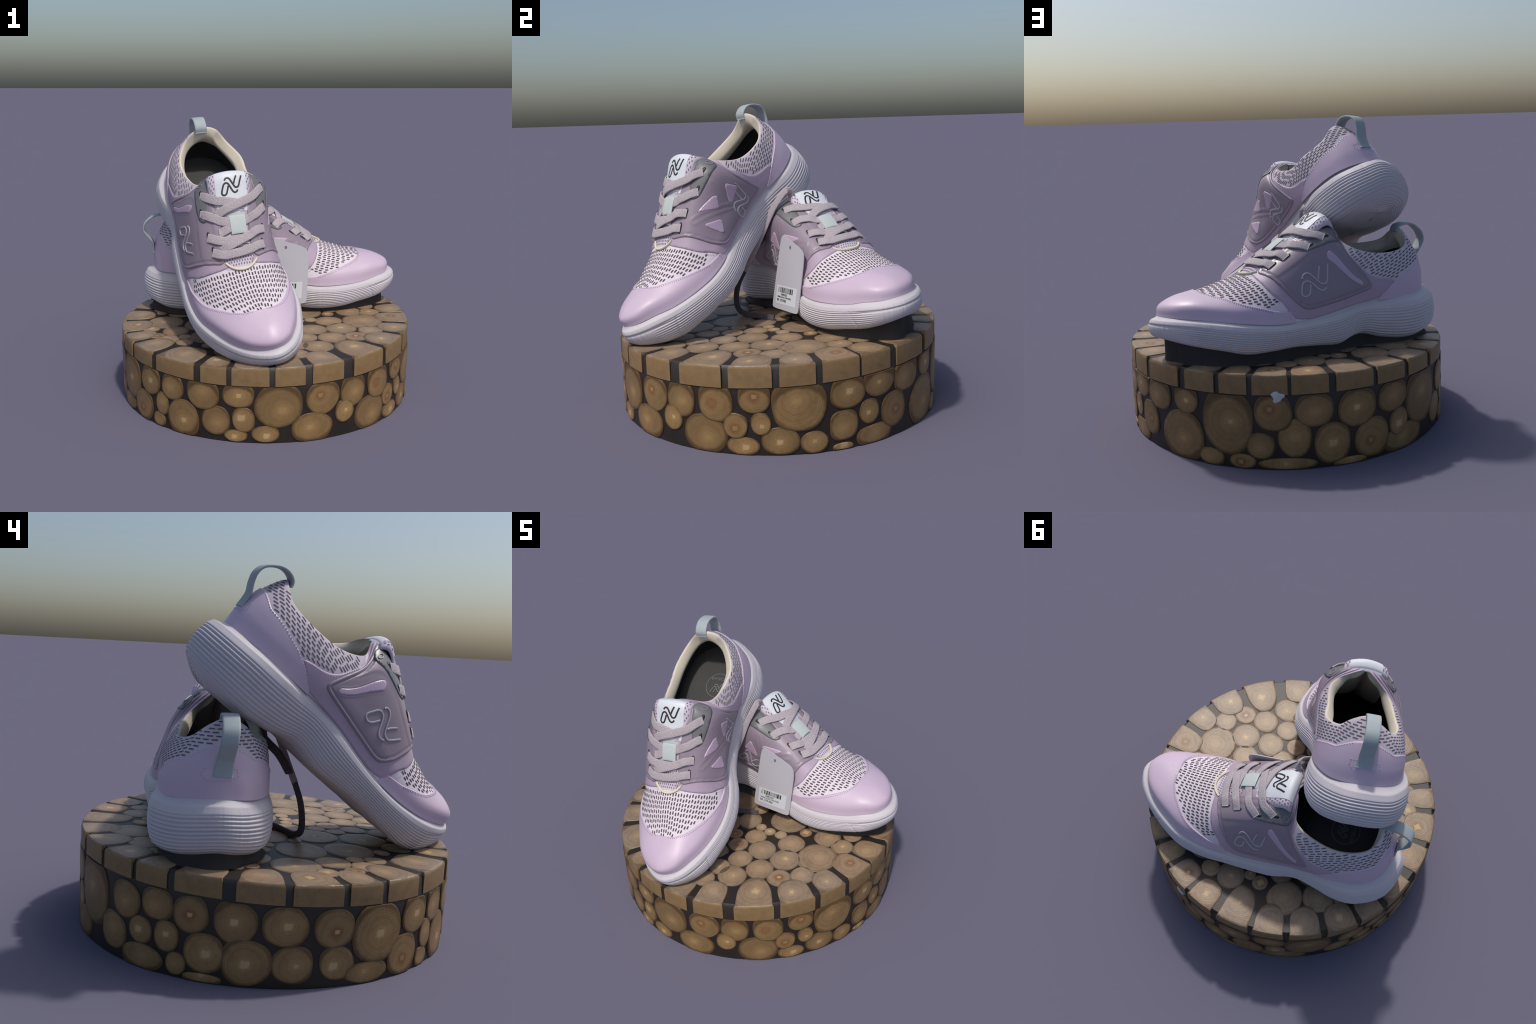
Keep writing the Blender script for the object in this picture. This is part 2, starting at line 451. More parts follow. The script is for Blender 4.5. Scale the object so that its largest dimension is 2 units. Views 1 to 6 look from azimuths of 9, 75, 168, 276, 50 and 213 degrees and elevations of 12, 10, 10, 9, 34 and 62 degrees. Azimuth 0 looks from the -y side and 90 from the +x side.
CAP = [(7.9,.16),(8.35,.19),(8.8,.235),(9.2,.30),(10,.405),(10.6,.505),(11.1,.60),(11.5,.745),(11.85,.93),(12.0,1.0),(14,1.0)]
COUNTER = [(0,.68),(.5,.675),(.85,.64),(1.25,.585),(1.75,.585),(2.2,.555),(2.8,.475),(3.3,.33),(3.9,.03)]
def cap_line(k): return np.interp(k, *np.array(CAP).T)
def counter_line(k): return np.interp(k, *np.array(COUNTER).T)
def kk(s):
    s = np.mod(s, 28); return np.where(s <= 14, s, 28 - s)

QUARTER = [(3.72,0),(6,0),(8.12,0),(8.30,.29),(8.72,.45),(8.93,.62),(9.02,.84),(8.85,.93),(7.4,.93),(5.9,.97),(5.45,.93),(5.05,.80),(4.7,.705),(4.35,.57),(3.85,.505),(3.35,.48),(3.05,.42),(3.35,.29)]
SADDLE_OUTER = [(5.75,.93),(5.30,.83),(4.86,.715),(4.45,.55),(4.10,.335),(4.7,.21),(5.6,.145),(6.6,.12),(7.48,.115),(7.85,.25),(8.25,.44),(8.60,.65),(8.90,.87),(7.4,.868),(6.3,.865)]
SADDLE_INNER = [(5.75,.93),(5.35,.84),(4.95,.68),(4.6,.47),(4.22,.22),(4.8,.12),(5.6,.08),(6.6,.07),(7.52,.075),(7.9,.25),(8.30,.48),(8.55,.68),(8.85,.88),(7.4,.868),(6.3,.865)]
SMOKY = [(7.28,.745),(7.12,.665),(6.7,.65),(6.2,.655),(5.75,.70),(5.52,.78),(5.55,.855),(5.9,.84),(6.6,.795)]
WINDOWS = [[(5.95,.54),(5.40,.48),(6.12,.365),(6.30,.395)], [(6.50,.535),(6.78,.435),(7.62,.625)], [(7.0,.37),(7.38,.25),(7.80,.53)]]
EYELETS = [(6.27,.735),(6.87,.70),(7.75,.725),(8.30,.745)]

def build_shoe(name, label, hand, loc, rot, swap, twist, bend, rest):
    root = bpy.data.objects.new(name, None); bpy.context.collection.objects.link(root)
    root.empty_display_size = .2
    root.location = loc; root.rotation_euler = Euler(rot, 'XYZ')
    root['label'] = label; root['category'] = 'sneaker'
    P = Part(root, hand, twist, bend); C = Chart(); S = C.S

    # --- sole -------------------------------------------------------------
    rows = [SOLE_OUTER[k] for k in range(15)] + [SOLE_INNER[k] for k in range(13, 0, -1)]
    ns = 672; s = np.arange(ns) / ns * 28
    O = catmull(np.array(rows), s, closed=True)
    E = C.p(np.stack([s, 0*s], -1))
    tang = unit(np.roll(O, -1, 0)[:, :2] - np.roll(O, 1, 0)[:, :2]); out = np.stack([-tang[:, 1], tang[:, 0]], -1)
    k = kk(s)
    zt = E[:, 2]; zb = O[:, 2] - (0 if rest is not None else .042) * np.clip((k - 9.8) / 1.6, 0, 1) * (1 - .45 * np.clip((k - 12.5) / 1.5, 0, 1))
    # profile rows: (fraction of the way down, offset inward from the widest line)
    spine = np.stack([np.clip(O[:, 0], .16, 1.56), np.interp(O[:, 0], [0, .3, .7, 1.2, 1.6], [.03, .035, .045, .015, -.03])], -1)
    pr = []
    nside, nbot = 92, 60
    keys = np.array([0, .05, .12, .25, .45, .62, .78, .90, 1.0])
    heel = np.clip((3.2 - k) / 1.6, 0, 1)[:, None]
    inn_f = np.array([.042, .024, .013, .004, 0, .002, .010, .024, .052])
    inn_h = np.array([.075, .042, .026, .009, 0, .000, .006, .022, .058])
    q = np.linspace(0, 1, nside)
    kf = np.interp(q, keys, np.arange(len(keys)))
    prof_f = catmull(inn_f[:, None], kf)[:, 0]; prof_h = catmull(inn_h[:, None], kf)[:, 0]
    inset = prof_f[None] * (1 - heel) + prof_h[None] * heel
    z = zt[:, None] * (1 - q) + zb[:, None] * q
    z = z + .012 * np.clip(1 - q / .06, 0, 1)[None] * 1.0
    fade = np.clip((12.6 - k) / .9, 0, 1)[:, None]
    band = np.clip((q - .24) / .03, 0, 1) * np.clip((1.0 - q) / .02, 0, 1)
    amp = (.0110 * heel + .0085 * (1 - heel)) * fade * band[None]
    groove = 1 - np.abs(np.sin((q - .25) / .75 * math.pi * 10)) ** .8
    wave = RNG.normal(0, .0004, (ns, 1))
    ins = inset + amp * groove[None] + wave
    # moulded lip round the toe and the slanting seam where the ribs end
    toe = np.clip((k - 11.2) / .8, 0, 1)[:, None]
    ins = ins + toe * (.0045 * np.exp(-((q[None] - .30) / .05) ** 2) - .002 * np.exp(-((q[None] - .20) / .07) ** 2))
    seam = np.exp(-((k[:, None] - (11.5 + .55 * (q[None] - .5))) / .035) ** 2) * np.clip((q[None] - .2) / .1, 0, 1)
    ins = ins + .004 * seam
    side = np.concatenate([(O[:, None, :2] - out[:, None] * ins[..., None]), z[..., None]], -1)
    w0 = np.clip(1 - q / .10, 0, 1)[None, :, None]     # top lip closes against the upper
    side[..., :2] = side[..., :2] * (1 - w0) + (E[:, None, :2] - out[:, None] * .006) * w0
    rim = side[:, -1]
    g = np.linspace(0, 1, nbot + 1)[1:]
    rad = np.linalg.norm(rim[:, :2] - spine, axis=1)[:, None]
    dist = g[None] * rad
    low = np.interp(spine[:, 0], [.16, .35, .62, .9, 1.25, 1.56], [-.078, -.078, -.02, -.04, -.048, .045])
    zz = rim[:, 2][:, None] * (1 - g) + low[:, None] * g
    zz = zz - .012 * np.sin(np.pi * np.clip(g * 1.6, 0, 1))[None] * .6 + .005 * (1 - np.abs(np.sin(dist / .019 * math.pi)) ** .8) * np.clip(g * 12, 0, 1)[None] * np.clip((12.9 - k) / .8, .15, 1)[:, None]
    bot = np.concatenate([rim[:, None, :2] * (1 - g)[None, :, None] + spine[:, None] * g[None, :, None], zz[..., None]], -1)
    inner = E.copy(); inner[:, :2] -= out * .03
    G = np.concatenate([inner[:, None], side, bot], 1)
    P.mesh('sole', G.reshape(-1, 3), grid_faces(ns, G.shape[1], True), 'sole')
    if rest is not None:          # added filler for the scan's blob and dark gap under the sole
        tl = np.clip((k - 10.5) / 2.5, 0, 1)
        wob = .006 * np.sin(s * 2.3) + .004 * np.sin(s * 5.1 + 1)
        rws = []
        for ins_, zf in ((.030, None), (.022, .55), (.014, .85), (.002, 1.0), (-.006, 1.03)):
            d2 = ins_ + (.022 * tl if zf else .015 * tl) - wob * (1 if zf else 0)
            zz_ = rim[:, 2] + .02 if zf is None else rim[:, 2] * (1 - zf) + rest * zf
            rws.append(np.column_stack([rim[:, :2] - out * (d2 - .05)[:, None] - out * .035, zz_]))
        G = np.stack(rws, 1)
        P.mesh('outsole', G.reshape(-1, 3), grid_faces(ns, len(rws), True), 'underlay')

    # --- textile body, split into vamp, quarter lining and collar -----------
    gs = S.g; nsg = NS
    def body(nm, mat, cond):
        idx = [i for i in range(nsg) if cond(float(kk((i + .5) / nsg * 28)))]
        F, used, V = [], {}, []
        def vid(i, j):
            key = (i % nsg, j)
            if key not in used: used[key] = len(V); V.append(gs[key])
            return used[key]
        for i in idx:
            for j in range(NT - 1):
                F.append((vid(i, j), vid(i+1, j), vid(i+1, j+1), vid(i, j+1)))
        nn = np.array([S.n[key] for key in used])
        a, b, c = (np.array(V[F[len(F)//2][q]]) for q in range(3))
        if np.cross(b - a, c - a) @ nn[F[len(F)//2][0]] < 0: F = [f[::-1] for f in F]
        ob = P.mesh(nm, V, F, mat)
        tw = twist * np.maximum(0, np.array(V)[:, 0] - .72); ny, nz = nn[:, 1].copy(), nn[:, 2].copy()
        nn[:, 1] = (ny*np.cos(tw) - nz*np.sin(tw)) * hand; nn[:, 2] = ny*np.sin(tw) + nz*np.cos(tw)
        ob.data.normals_split_custom_set_from_vertices(nn.tolist())
        return ob
    body('vamp', 'mesh', lambda k: k >= 7.5)
    body('gusset', 'quarter', lambda k: 5 <= k < 7.5)
    body('collar', 'collar', lambda k: k < 5)

    # --- leather strips -----------------------------------------------------
    def strip(nm, mat, s0, s1, line, off, n=300, m=40):
        ss = np.linspace(s0, s1, n); f = line(kk(ss))
        u = np.linspace(0, 1, m)
        T = f[:, None] * u[None]
        d = (f[:, None] - T) * .42
        closed = f[:, None] > .995
        h = np.where(closed, off, off * np.sqrt(np.clip(d / .007, 0, 1)))
        e = np.minimum(np.arange(n), np.arange(n)[::-1])[:, None] * (abs(s1-s0)/n*SX)
        h = h * np.sqrt(np.clip(e / (.045 if s0 > 0 else .007), 0, 1))
        V = C.p(np.stack([np.broadcast_to(ss[:, None], T.shape), T], -1), h)
        V[..., 2] -= .004 * (u[None] < 1e-6)
        P.mesh(nm, V.reshape(-1, 3), grid_faces(n, m), mat)
    strip('toe_cap', 'leather', 7.95, 20.05, cap_line, .007, 420, 48)
    strip('heel_counter', 'leather', -3.9, 3.9, counter_line, .0065)

    mir = lambda poly: [((28 - a), b) for a, b in poly]
    vamp_dashes, collar_dashes, threads, dark_threads = [], [], [], []
    def acc(lst, VF):
        b = sum(len(v) for v, _ in lst); lst.append((VF[0], [tuple(i + b for i in f) for f in VF[1]]))

    for side_sign in (1, -1):
        wrap = (lambda q: list(q)) if side_sign == 1 else mir
        # quarter leather
        V, F = C.panel(wrap(QUARTER), lambda d, st, b: .005 * np.sqrt(np.clip(d / .006, 0, 1)), .008, 2)
        P.mesh('quarter_panel', V, F, 'quarter')
        # saddle film with its moulded rim, stitch channel and windows
        wins = WINDOWS if side_sign == -1 else []
        bar = None
        if side_sign == 1:
            a, b = np.array([6.18, .565]), np.array([4.86, .375])
            dirv = (b - a) * [SX, SY]; dirv /= np.linalg.norm(dirv); nv = np.array([-dirv[1], dirv[0]])
            cap = []
            for ang in np.linspace(-90, 90, 9): cap.append(b*[SX, SY] + .016 * (dirv*math.cos(math.radians(ang)) + nv*math.sin(math.radians(ang))))
            for ang in np.linspace(90, 270, 9): cap.append(a*[SX, SY] + .016 * (dirv*math.cos(math.radians(ang)) + nv*math.sin(math.radians(ang))))
            wins = [[tuple(c / [SX, SY]) for c in cap]]
        wins = [np.array(wrap(w)) for w in wins]
        wedge = [C.p(resample(np.vstack([chaikin(w, 1, .14), chaikin(w, 1, .14)[:1]]) * [SX, SY], .005) / [SX, SY]) for w in wins]
        def hsaddle(d, st, base):
            h = .0130 * np.sqrt(np.clip(d / .006, 0, 1))
            h -= .0060 * np.exp(-((d - .021) / .0045) ** 2) * np.where(st[:, 1] > .80, .25, 1)
            h -= .002 * np.clip((d - .024) / .006, 0, 1) * (st[:, 1] < .78)
            for we, w in zip(wedge, wins):
                dd = np.min(np.linalg.norm(base[:, None] - we[None], axis=2), axis=1)
                ins = inside(w, st)
                h += .0018 * np.exp(-((dd - .006) / .004) ** 2) * ~ins 
            if side_sign == -1:      # crossing ribs between the windows
                for (a, b) in (((6.35,.60),(6.75,.10)), ((7.9,.62),(5.5,.22))):
                    a, b = np.array(wrap([a]))[0]*[SX,SY], np.array(wrap([b]))[0]*[SX,SY]; x = st*[SX, SY]
                    tt = np.clip(((x-a)@(b-a)) / ((b-a)@(b-a)), 0, 1); dd = np.linalg.norm(x - a - tt[:, None]*(b-a), axis=1)
                    h += .0026 * np.exp(-((dd - .011) / .0045) ** 2) * (d > .035)
            else:                    # step below the eyelet row
                line = np.interp(st[:, 0], [4.9,5.6,6.4,7.0,7.3,8.2], [.60,.625,.625,.62,.60,.58])
                h += .003 * np.clip((st[:, 1] - line) / .02, 0, 1) * (d > .03)
            return h
        sad = SADDLE_OUTER if side_sign == 1 else SADDLE_INNER
        V, F = C.panel(wrap(sad), hsaddle, .0060, 2)
        saddle = P.mesh('saddle', V, F, 'film')
        for w in wins:
            V, F = C.panel(chaikin(w, 1, .14), lambda d, st, b: .0132 + .0006 * np.clip(d / .004, 0, 1), .006, 0, -.004)
            P.mesh('window', V, F, 'window', saddle)
        V, F = C.panel(wrap(SMOKY), lambda d, st, b: (.0165 if side_sign == 1 else .0140) + .0010 * np.clip(d / .006, 0, 1), .008, 2, -.008)
        P.mesh('eyelet_patch', V, F, 'patch', saddle)
        # eyelet slots as dark plates on the film, the spare one as a ring
        for (a, b) in EYELETS:
            sq = wrap([(a-.20, b-.016), (a+.20, b-.016), (a+.20, b+.016), (a-.20, b+.016)])
            V, F = C.panel(sq, lambda d, st, b: (.0185 if side_sign == 1 else .0160) + 0*d, .008, 2, -.012)
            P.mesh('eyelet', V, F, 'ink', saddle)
        ring = [(5.80 + .11*math.cos(a), .770 + .020*math.sin(a)) for a in np.linspace(0, 2*math.pi, 24, endpoint=False)]
        ring = np.array(wrap(ring)); rp = C.p(ring, .019 if side_sign == 1 else .0165)
        nn = C.n(ring); tg = unit(np.roll(rp, -1, 0) - np.roll(rp, 1, 0))
        V, F = sweep(rp, np.cross(nn, tg), nn, .005, .004, True)
        P.mesh('spare_eyelet', V, F, 'film', saddle)
        # raised mark
        if side_sign == 1:
            s0, t0, half, ang = 6.98, .405, .112, (9 if hand == 1 else -19)
            rx = -1 if hand == 1 else 1
        else:
            s0, t0, half, ang = 22.25, .285, .095, 32
            rx = -1 if hand == -1 else 1
            if rx == 1: ang = -32
        js, jt = C.jac(s0, t0); nrm = C.n((s0, t0))
        X = unit(np.array([1., 0, 0]) - nrm * nrm[0]); Z = np.cross(X, nrm); Z *= np.sign(Z[2])
        ca, sa = math.cos(math.radians(ang)), math.sin(math.radians(ang))
        gx = rx * (X * ca) + Z * sa if rx == -1 else X * ca + Z * sa
        gy = np.cross(nrm, gx); gy *= np.sign(gy @ Z)
        M2 = np.stack([js, jt, nrm], 1); Mi = np.linalg.inv(M2)
        for stq in mark_strokes():
            d3 = (stq[:, :1] * gx + stq[:, 1:] * gy) * half
            dd = (Mi @ d3.T).T
            st = np.array([s0, t0]) + dd[:, :2]
            pp = C.p(st, .0115); n3 = C.n(st); tg = unit(np.gradient(pp, axis=0))
            V, F = sweep(pp, np.cross(n3, tg), n3, .0095, .007)
            P.mesh('raised_mark', V, F, 'emboss', saddle)
        # seams
        for line, pitch in (([(3.84,.05),(3.26,.32),(2.78,.455),(2.2,.535),(1.75,.565),(1.25,.565),(.85,.62),(.45,.655)], .0155),
                            ([(3.1,.40),(3.45,.455),(3.9,.48),(4.35,.54),(4.68,.67),(4.98,.765)], .0155),
                            ([(8.22,.06),(8.26,.18),(8.36,.27),(8.70,.41)], .014)):
            acc(threads, stitches(C, wrap(line), pitch, pitch*.62, .0045, .0075))
        capl = [(q, float(cap_line(q)) - .022) for q in (8.9,9.2,9.6,10,10.3,10.6,10.9,11.1,11.3,11.5,11.7,11.85)]
        capl2 = [(a + .02, b - .022) for a, b in capl]
        acc(threads, stitches(C, wrap(capl), .0125, .0085, .0055, .0080))
        acc(dark_threads, stitches(C, wrap(capl2), .0125, .0060, .0045, .0076))
        ch = chaikin(sad, 2); cx = ch.mean(0)
        sel = [(4.2,.60),(4.36,.36)] if side_sign == 1 else [(4.75,.60),(4.5,.27)]
        low = [(5.0,.215),(5.8,.175),(6.7,.155),(7.40,.16)] if side_sign == 1 else [(5.0,.155),(5.8,.12),(6.7,.105),(7.40,.115)]
        front = [(7.62,.22),(8.0,.42),(8.3,.57),(8.55,.72)] if side_sign == 1 else [(7.66,.22),(8.05,.45),(8.30,.62),(8.5,.74)]
        acc(dark_threads, stitches(C, wrap(low), .02, .013, .0055, .0085))
        acc(dark_threads, stitches(C, wrap(front), .02, .013, .0055, .0085))

        # dark patches as mesh gaps of the vamp: columns run heel to toe, staggered
        xs = np.arange(1.09, 1.56, .0285)
        for r in range(19):
            arc = (r + .5) * .0190
            for i, x0 in enumerate(xs):
                x = x0 + side_sign * .0045 * (r % 2) - .045 * (arc / .3) ** 2
                # walk down the cross curve from the ridge at this x
                kx = np.interp(x, [q[3][0] for q in RIBS_OUTER[6:]], np.arange(6, 15))
                tt = np.linspace(1, .1, 80); st = np.stack([np.full(80, kx), tt], -1)
                if side_sign == -1: st[:, 0] = 28 - st[:, 0]
                pl = C.p(st); L = np.r_[0, np.cumsum(np.linalg.norm(np.diff(pl, axis=0), axis=1))]
                if arc > L[-1]: continue
                t = float(np.interp(arc, L, tt)); ke = float(kx)
                if t < cap_line(ke) + .022 or ke > 11.92: continue
                front_k = np.interp(t, [.29,.45,.62,.84,1], [8.30,8.72,8.93,9.02,9.05]) + .04
                if ke < front_k: continue
                if arc < .10 and x < 1.225 - .05 * (arc/.1)**2: continue
                sgn = ke if side_sign == 1 else 28 - ke
                dx = C.p((sgn + .05*side_sign, t)) - C.p((sgn - .05*side_sign, t))
                vamp_dashes.append((sgn, t, dx))
        # dark patches as collar gaps: rows that sink towards the front
        for r in range(-9, 21):
            tr = []
            for ks in np.linspace(.02, 5.0, 240):
                sg = ks if side_sign == 1 else 28 - ks
                tt = np.linspace(.2, 1, 60); z = C.p(np.stack([np.full(60, sg), tt], -1))
                want = .568 - r * .0158 - .33 * np.maximum(0, z[:, 0] - .16)
                f = z[:, 2] - want; j = np.where(np.diff(np.sign(f)))[0]
                if len(j): tr.append((sg, tt[j[0]] + (tt[1]-tt[0]) * (-f[j[0]]) / (f[j[0]+1]-f[j[0]] + 1e-9), ks))
                else: tr.append(None)
            acc_len, last, phase = 0, None, (.021 if r % 2 else 0.)
            for q in tr:
                if q is None: last = None; continue
                p = C.p((q[0], q[1]))
                if last is not None:
                    acc_len += np.linalg.norm(p - last)
                    if acc_len + phase > .041:
                        acc_len, phase = 0, 0
                        top_edge = np.interp(q[2], [3.05,3.35,3.85,4.35,4.7,5.05,5.3], [.42,.48,.505,.57,.705,.80,.9])
                        if max(counter_line(q[2]), top_edge if q[2] > 3.05 else 0) + .035 < q[1] < .965:
                            collar_dashes.append((q[0], q[1], p - last))
                last = p
    # the dark gap patches and threads as joined small pieces
    V, F = dashes(C, vamp_dashes, .0230, .0092, .0012); P.mesh('mesh_gaps', V, F, 'hole', stuff=True)
    V, F = dashes(C, collar_dashes, .031, .0068, .0012); P.mesh('collar_gaps', V, F, 'hole_collar', stuff=True)
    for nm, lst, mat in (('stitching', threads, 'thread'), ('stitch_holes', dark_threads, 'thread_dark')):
        P.mesh(nm, np.vstack([np.array(v) for v, _ in lst]), [f for _, q in lst for f in q], mat, stuff=True)

    # --- lining and insole ----------------------------------------------------
    ns2 = 280; s = np.arange(ns2) / ns2 * 28; k = kk(s)
    rowsT = [(1.0, 0, 0), (1.0, -.007, .006), (.995, -.020, .009), (.975, -.038, .006), (.93, -.056, 0), (.86, -.067, 0), (.78, -.068, 0), (.70, -.062, 0), (.60, -.050, 0), (.50, -.046, 0), (.40, -.042, 0), (.25, -.04, 0), (.1, -.036, 0), (0, -.032, 0)]
    G = np.stack([C.p(np.stack([s, np.full(ns2, t)], -1), o) + np.array([0, 0, dz]) for t, o, dz in rowsT], 1)
    P.mesh('collar_lining', G[:, :8].reshape(-1, 3), grid_faces(ns2, 8, True), 'cream')
    P.mesh('inner_lining', G[:, 7:].reshape(-1, 3), grid_faces(ns2, len(rowsT) - 7, True), 'dark')
    e = C.p(np.stack([s, 0*s + .06], -1), -.034)
    sp = np.stack([np.clip(e[:, 0], .25, 1.5), 0*s + .02, 0*s], -1)
    rr = np.linspace(0, 1, 12)
    G = e[:, None] * (1 - rr)[None, :, None] + sp[:, None] * rr[None, :, None]
    zc = np.interp(G[..., 0], [.1, .4, .8, 1.2, 1.5], [.222, .215, .19, .17, .19])
    zc = zc + (.07 if hand == 1 else 0.) * np.clip((.75 - G[..., 0]) / .15, 0, 1)
    G[..., 2] = zc + .018 * (1 - rr)[None] ** 3
    insole = P.mesh('insole', G.reshape(-1, 3), grid_faces(ns2, 12, True), 'insole')
    # printed ring, mark and word on the insole
    def floor_z(x): return np.interp(x, [.1, .4, .8, 1.2, 1.5], [.222, .215, .19, .17, .19]) + .003 + (.07 if hand == 1 else 0.)
    ctr = np.array([.37, -.01])
    def band_on_floor(nm, xy, w, closed=False):
        p3 = np.column_stack([xy, floor_z(xy[:, 0])]); up = np.tile([0., 0, 1], (len(p3), 1))
        tg = unit(np.roll(p3, -1, 0) - np.roll(p3, 1, 0)) if closed else unit(np.gradient(p3, axis=0))
        V, F = sweep(p3, np.cross(up, tg), up, w, .002, closed); P.mesh(nm, V, F, 'print', insole)
    a = np.linspace(0, 2*math.pi, 48, endpoint=False)
    band_on_floor('printed_ring', ctr + .088 * np.stack([np.cos(a), np.sin(a)], -1), .004, True)
    for stq in mark_strokes():
        # upright when seen from the heel: up = +x, right = -y in world handedness
        xy = np.stack([ctr[0] + .020 + .050 * stq[:, 1], ctr[1] - hand * .050 * stq[:, 0]], -1)
        band_on_floor('printed_mark', xy, .006)
    cu = bpy.data.curves.new('printed_word', 'FONT'); cu.body = 'NOKHA'; cu.size = .034; cu.align_x = 'CENTER'; cu.extrude = .0008; cu.space_character = 1.1
    tmp = bpy.data.objects.new('tmp_word', cu); bpy.context.collection.objects.link(tmp)
    bpy.context.view_layer.update()
    me = bpy.data.meshes.new_from_object(tmp.evaluated_get(bpy.context.evaluated_depsgraph_get()))
    bpy.data.objects.remove(tmp)
    tv = np.array([tuple(v.co) for v in me.vertices]); tf = [tuple(p.vertices) for p in me.polygons]
    bpy.data.meshes.remove(me)
    x = ctr[0] - .062 + tv[:, 1]
    P.mesh('printed_word', np.column_stack([x, ctr[1] - hand * tv[:, 0], floor_z(x) + tv[:, 2]]), tf, 'print', insole, smooth=False)

    # --- tongue, label, keeper ----------------------------------------------------
    ZC = np.array([(.675,.655),(.70,.690),(.73,.706),(.77,.694),(.83,.650),(.90,.597),(1.0,.522),(1.1,.462),(1.17,.416),(1.22,.385),(1.26,.36)])
    ztop = lambda x: np.interp(x, *smooth_path(ZC, .01).T)
    curv = lambda x: np.interp(x, [.7, .8, 1.2], [1.7, 2.4, 1.5])
    tz = lambda x, y: ztop(x) - curv(x) * y**2
    wid = lambda x: np.interp(x, [.67, .70, .78, .86, 1.25], [.120, .135, .135, .118, .104])
    xs = np.linspace(.69, 1.235, 90); ys = np.linspace(-1, 1, 41)
    Y = wid(xs)[:, None] * ys[None]; X = np.broadcast_to(xs[:, None], Y.shape)
    edge = np.sqrt(np.clip((1 - np.abs(ys)) / .14, 0, 1))[None]
    front = np.sqrt(np.clip((X - .688) / .03, 0, 1))
    pad = .030
    top = np.stack([X, Y, tz(X, Y) - pad * (1 - edge) * .7 - .012 * (1 - front)], -1)
    bot = np.stack([X + .006, Y * .97, tz(X, Y) - pad - .012 * (1 - edge) * 0], -1)
    n, m = top.shape[:2]; loop = np.concatenate([top, bot[:, ::-1]], 1)
    F = grid_faces(n, 2*m, False, True); F.append(tuple(range(2*m)))
    tongue = P.mesh('tongue', loop.reshape(-1, 3), F, 'tongue')
    def patch(nm, x0, x1, y0, y1, lift, mat, parent, nx=24, ny=20, arch=0., thick=.004, round_rear=False):
        xs = np.linspace(x0, x1, nx); ys = np.linspace(y0, y1, ny)
        X, Y = np.meshgrid(xs, ys, indexing='ij')
        z = tz(X, Y) + lift + arch * np.sin(np.linspace(0, math.pi, nx))[:, None] ** .5
        if round_rear:
            f = np.sqrt(np.clip((X - x0 + .0) / .03, 0, 1)); z = z - .022 * (1 - f)
        a = np.stack([X, Y, z], -1); b = a.copy(); b[..., 2] -= thick
        V = np.vstack([a.reshape(-1, 3), b.reshape(-1, 3)]); N = nx*ny
        F = grid_faces(nx, ny) + [tuple(i + N for i in f[::-1]) for f in grid_faces(nx, ny)]
        rim = [i*ny for i in range(nx)] + [(nx-1)*ny + j for j in range(1, ny)] + [i*ny + ny-1 for i in range(nx-2, -1, -1)] + [j for j in range(ny-2, 0, -1)]
        F += [(rim[i], rim[(i+1) % len(rim)], rim[(i+1) % len(rim)] + N, rim[i] + N) for i in range(len(rim))]
        return P.mesh(nm, V, F, mat, parent, sharp=50)
    lab = patch('label', .686, .928, -.102, .092, .0035, 'label', tongue, 40, 24, round_rear=True)
    for stq in mark_strokes():
        # reads upright for someone facing the toe: up = -x, right = +y in world handedness
        x = .803 - .068 * stq[:, 1]; y = -.008 + hand * .068 * stq[:, 0]
        p3 = np.stack([x, y, tz(x, y) + .0045], -1)
        nn = unit(np.stack([-np.gradient(ztop(np.linspace(.7, 1.2, 2)))[0] * 0 + (ztop(x - .01) - ztop(x + .01)) / .02, 2*curv(x)*y, 0*x + 1], -1))
        tg = unit(np.gradient(p3, axis=0))
        V, F = sweep(p3, np.cross(nn, tg), nn, .0105, .003); P.mesh('printed_mark', V, F, 'ink', lab)
    patch('keeper', .957, 1.050, -.066, .030, .018, 'mint', tongue, 24, 10, .008, .004)
    patch('keeper_base', .938, 1.075, -.070, .034, .003, 'mint', tongue, 20, 10)
    # dark patches as gaps in the tongue textile beside and below the label
    V, F = [], []
    for i, x in enumerate(np.arange(.70, 1.205, .0165)):
        for j in range(-8, 9):
            y = (j + (.5 if i % 2 else 0)) * .0165
            if abs(y) > wid(x) - .008: continue
            if x < .95 and -.104 < y < .098: continue
            if .93 < x < 1.08 and -.066 < y < .048: continue
            z = tz(x, y) + .001
            ed = math.sqrt(min(1, (1 - abs(y)/wid(x)) / .14)); z -= pad * (1 - ed) * .7
            b = len(V); sl = float((ztop(x + .01) - ztop(x - .01)) / .02); sy = float(-2*curv(x)*y)
            for q in range(7):
                a = 2*math.pi*q/7; dx, dy = .0062*math.cos(a), .0040*math.sin(a)
                V.append((x + dx, y + dy, z + sl*dx + sy*dy + .0006))
            F.append(tuple(range(b, b + 7)))
    P.mesh('tongue_gaps', V, F, 'hole_soft', tongue, stuff=True)

    # --- cord in front of the throat -------------------------------------------
    bv = BVHTree.FromPolygons([tuple(v) for v in gs.reshape(-1, 3)], grid_faces(NS, NT, True))
    def skin(x, y):
        h = bv.ray_cast(Vector((x, y, 1.5)), Vector((0, 0, -1)))
        return h[0].z if h[0] else .3
    ys = np.linspace(-.100, .092, 40)
    px_ = 1.230 - .060 * np.abs((ys + .004) / .098) ** 2.2
    p3 = np.array([(x, y, skin(x, y) + .007) for x, y in zip(px_, ys)])
    tg = unit(np.gradient(p3, axis=0)); up = np.tile([0., 0, 1], (len(p3), 1))
    V, F = sweep(p3, unit(np.cross(up, tg)), up, .0135, .013); P.mesh('throat_cord', V, F, 'pipe')

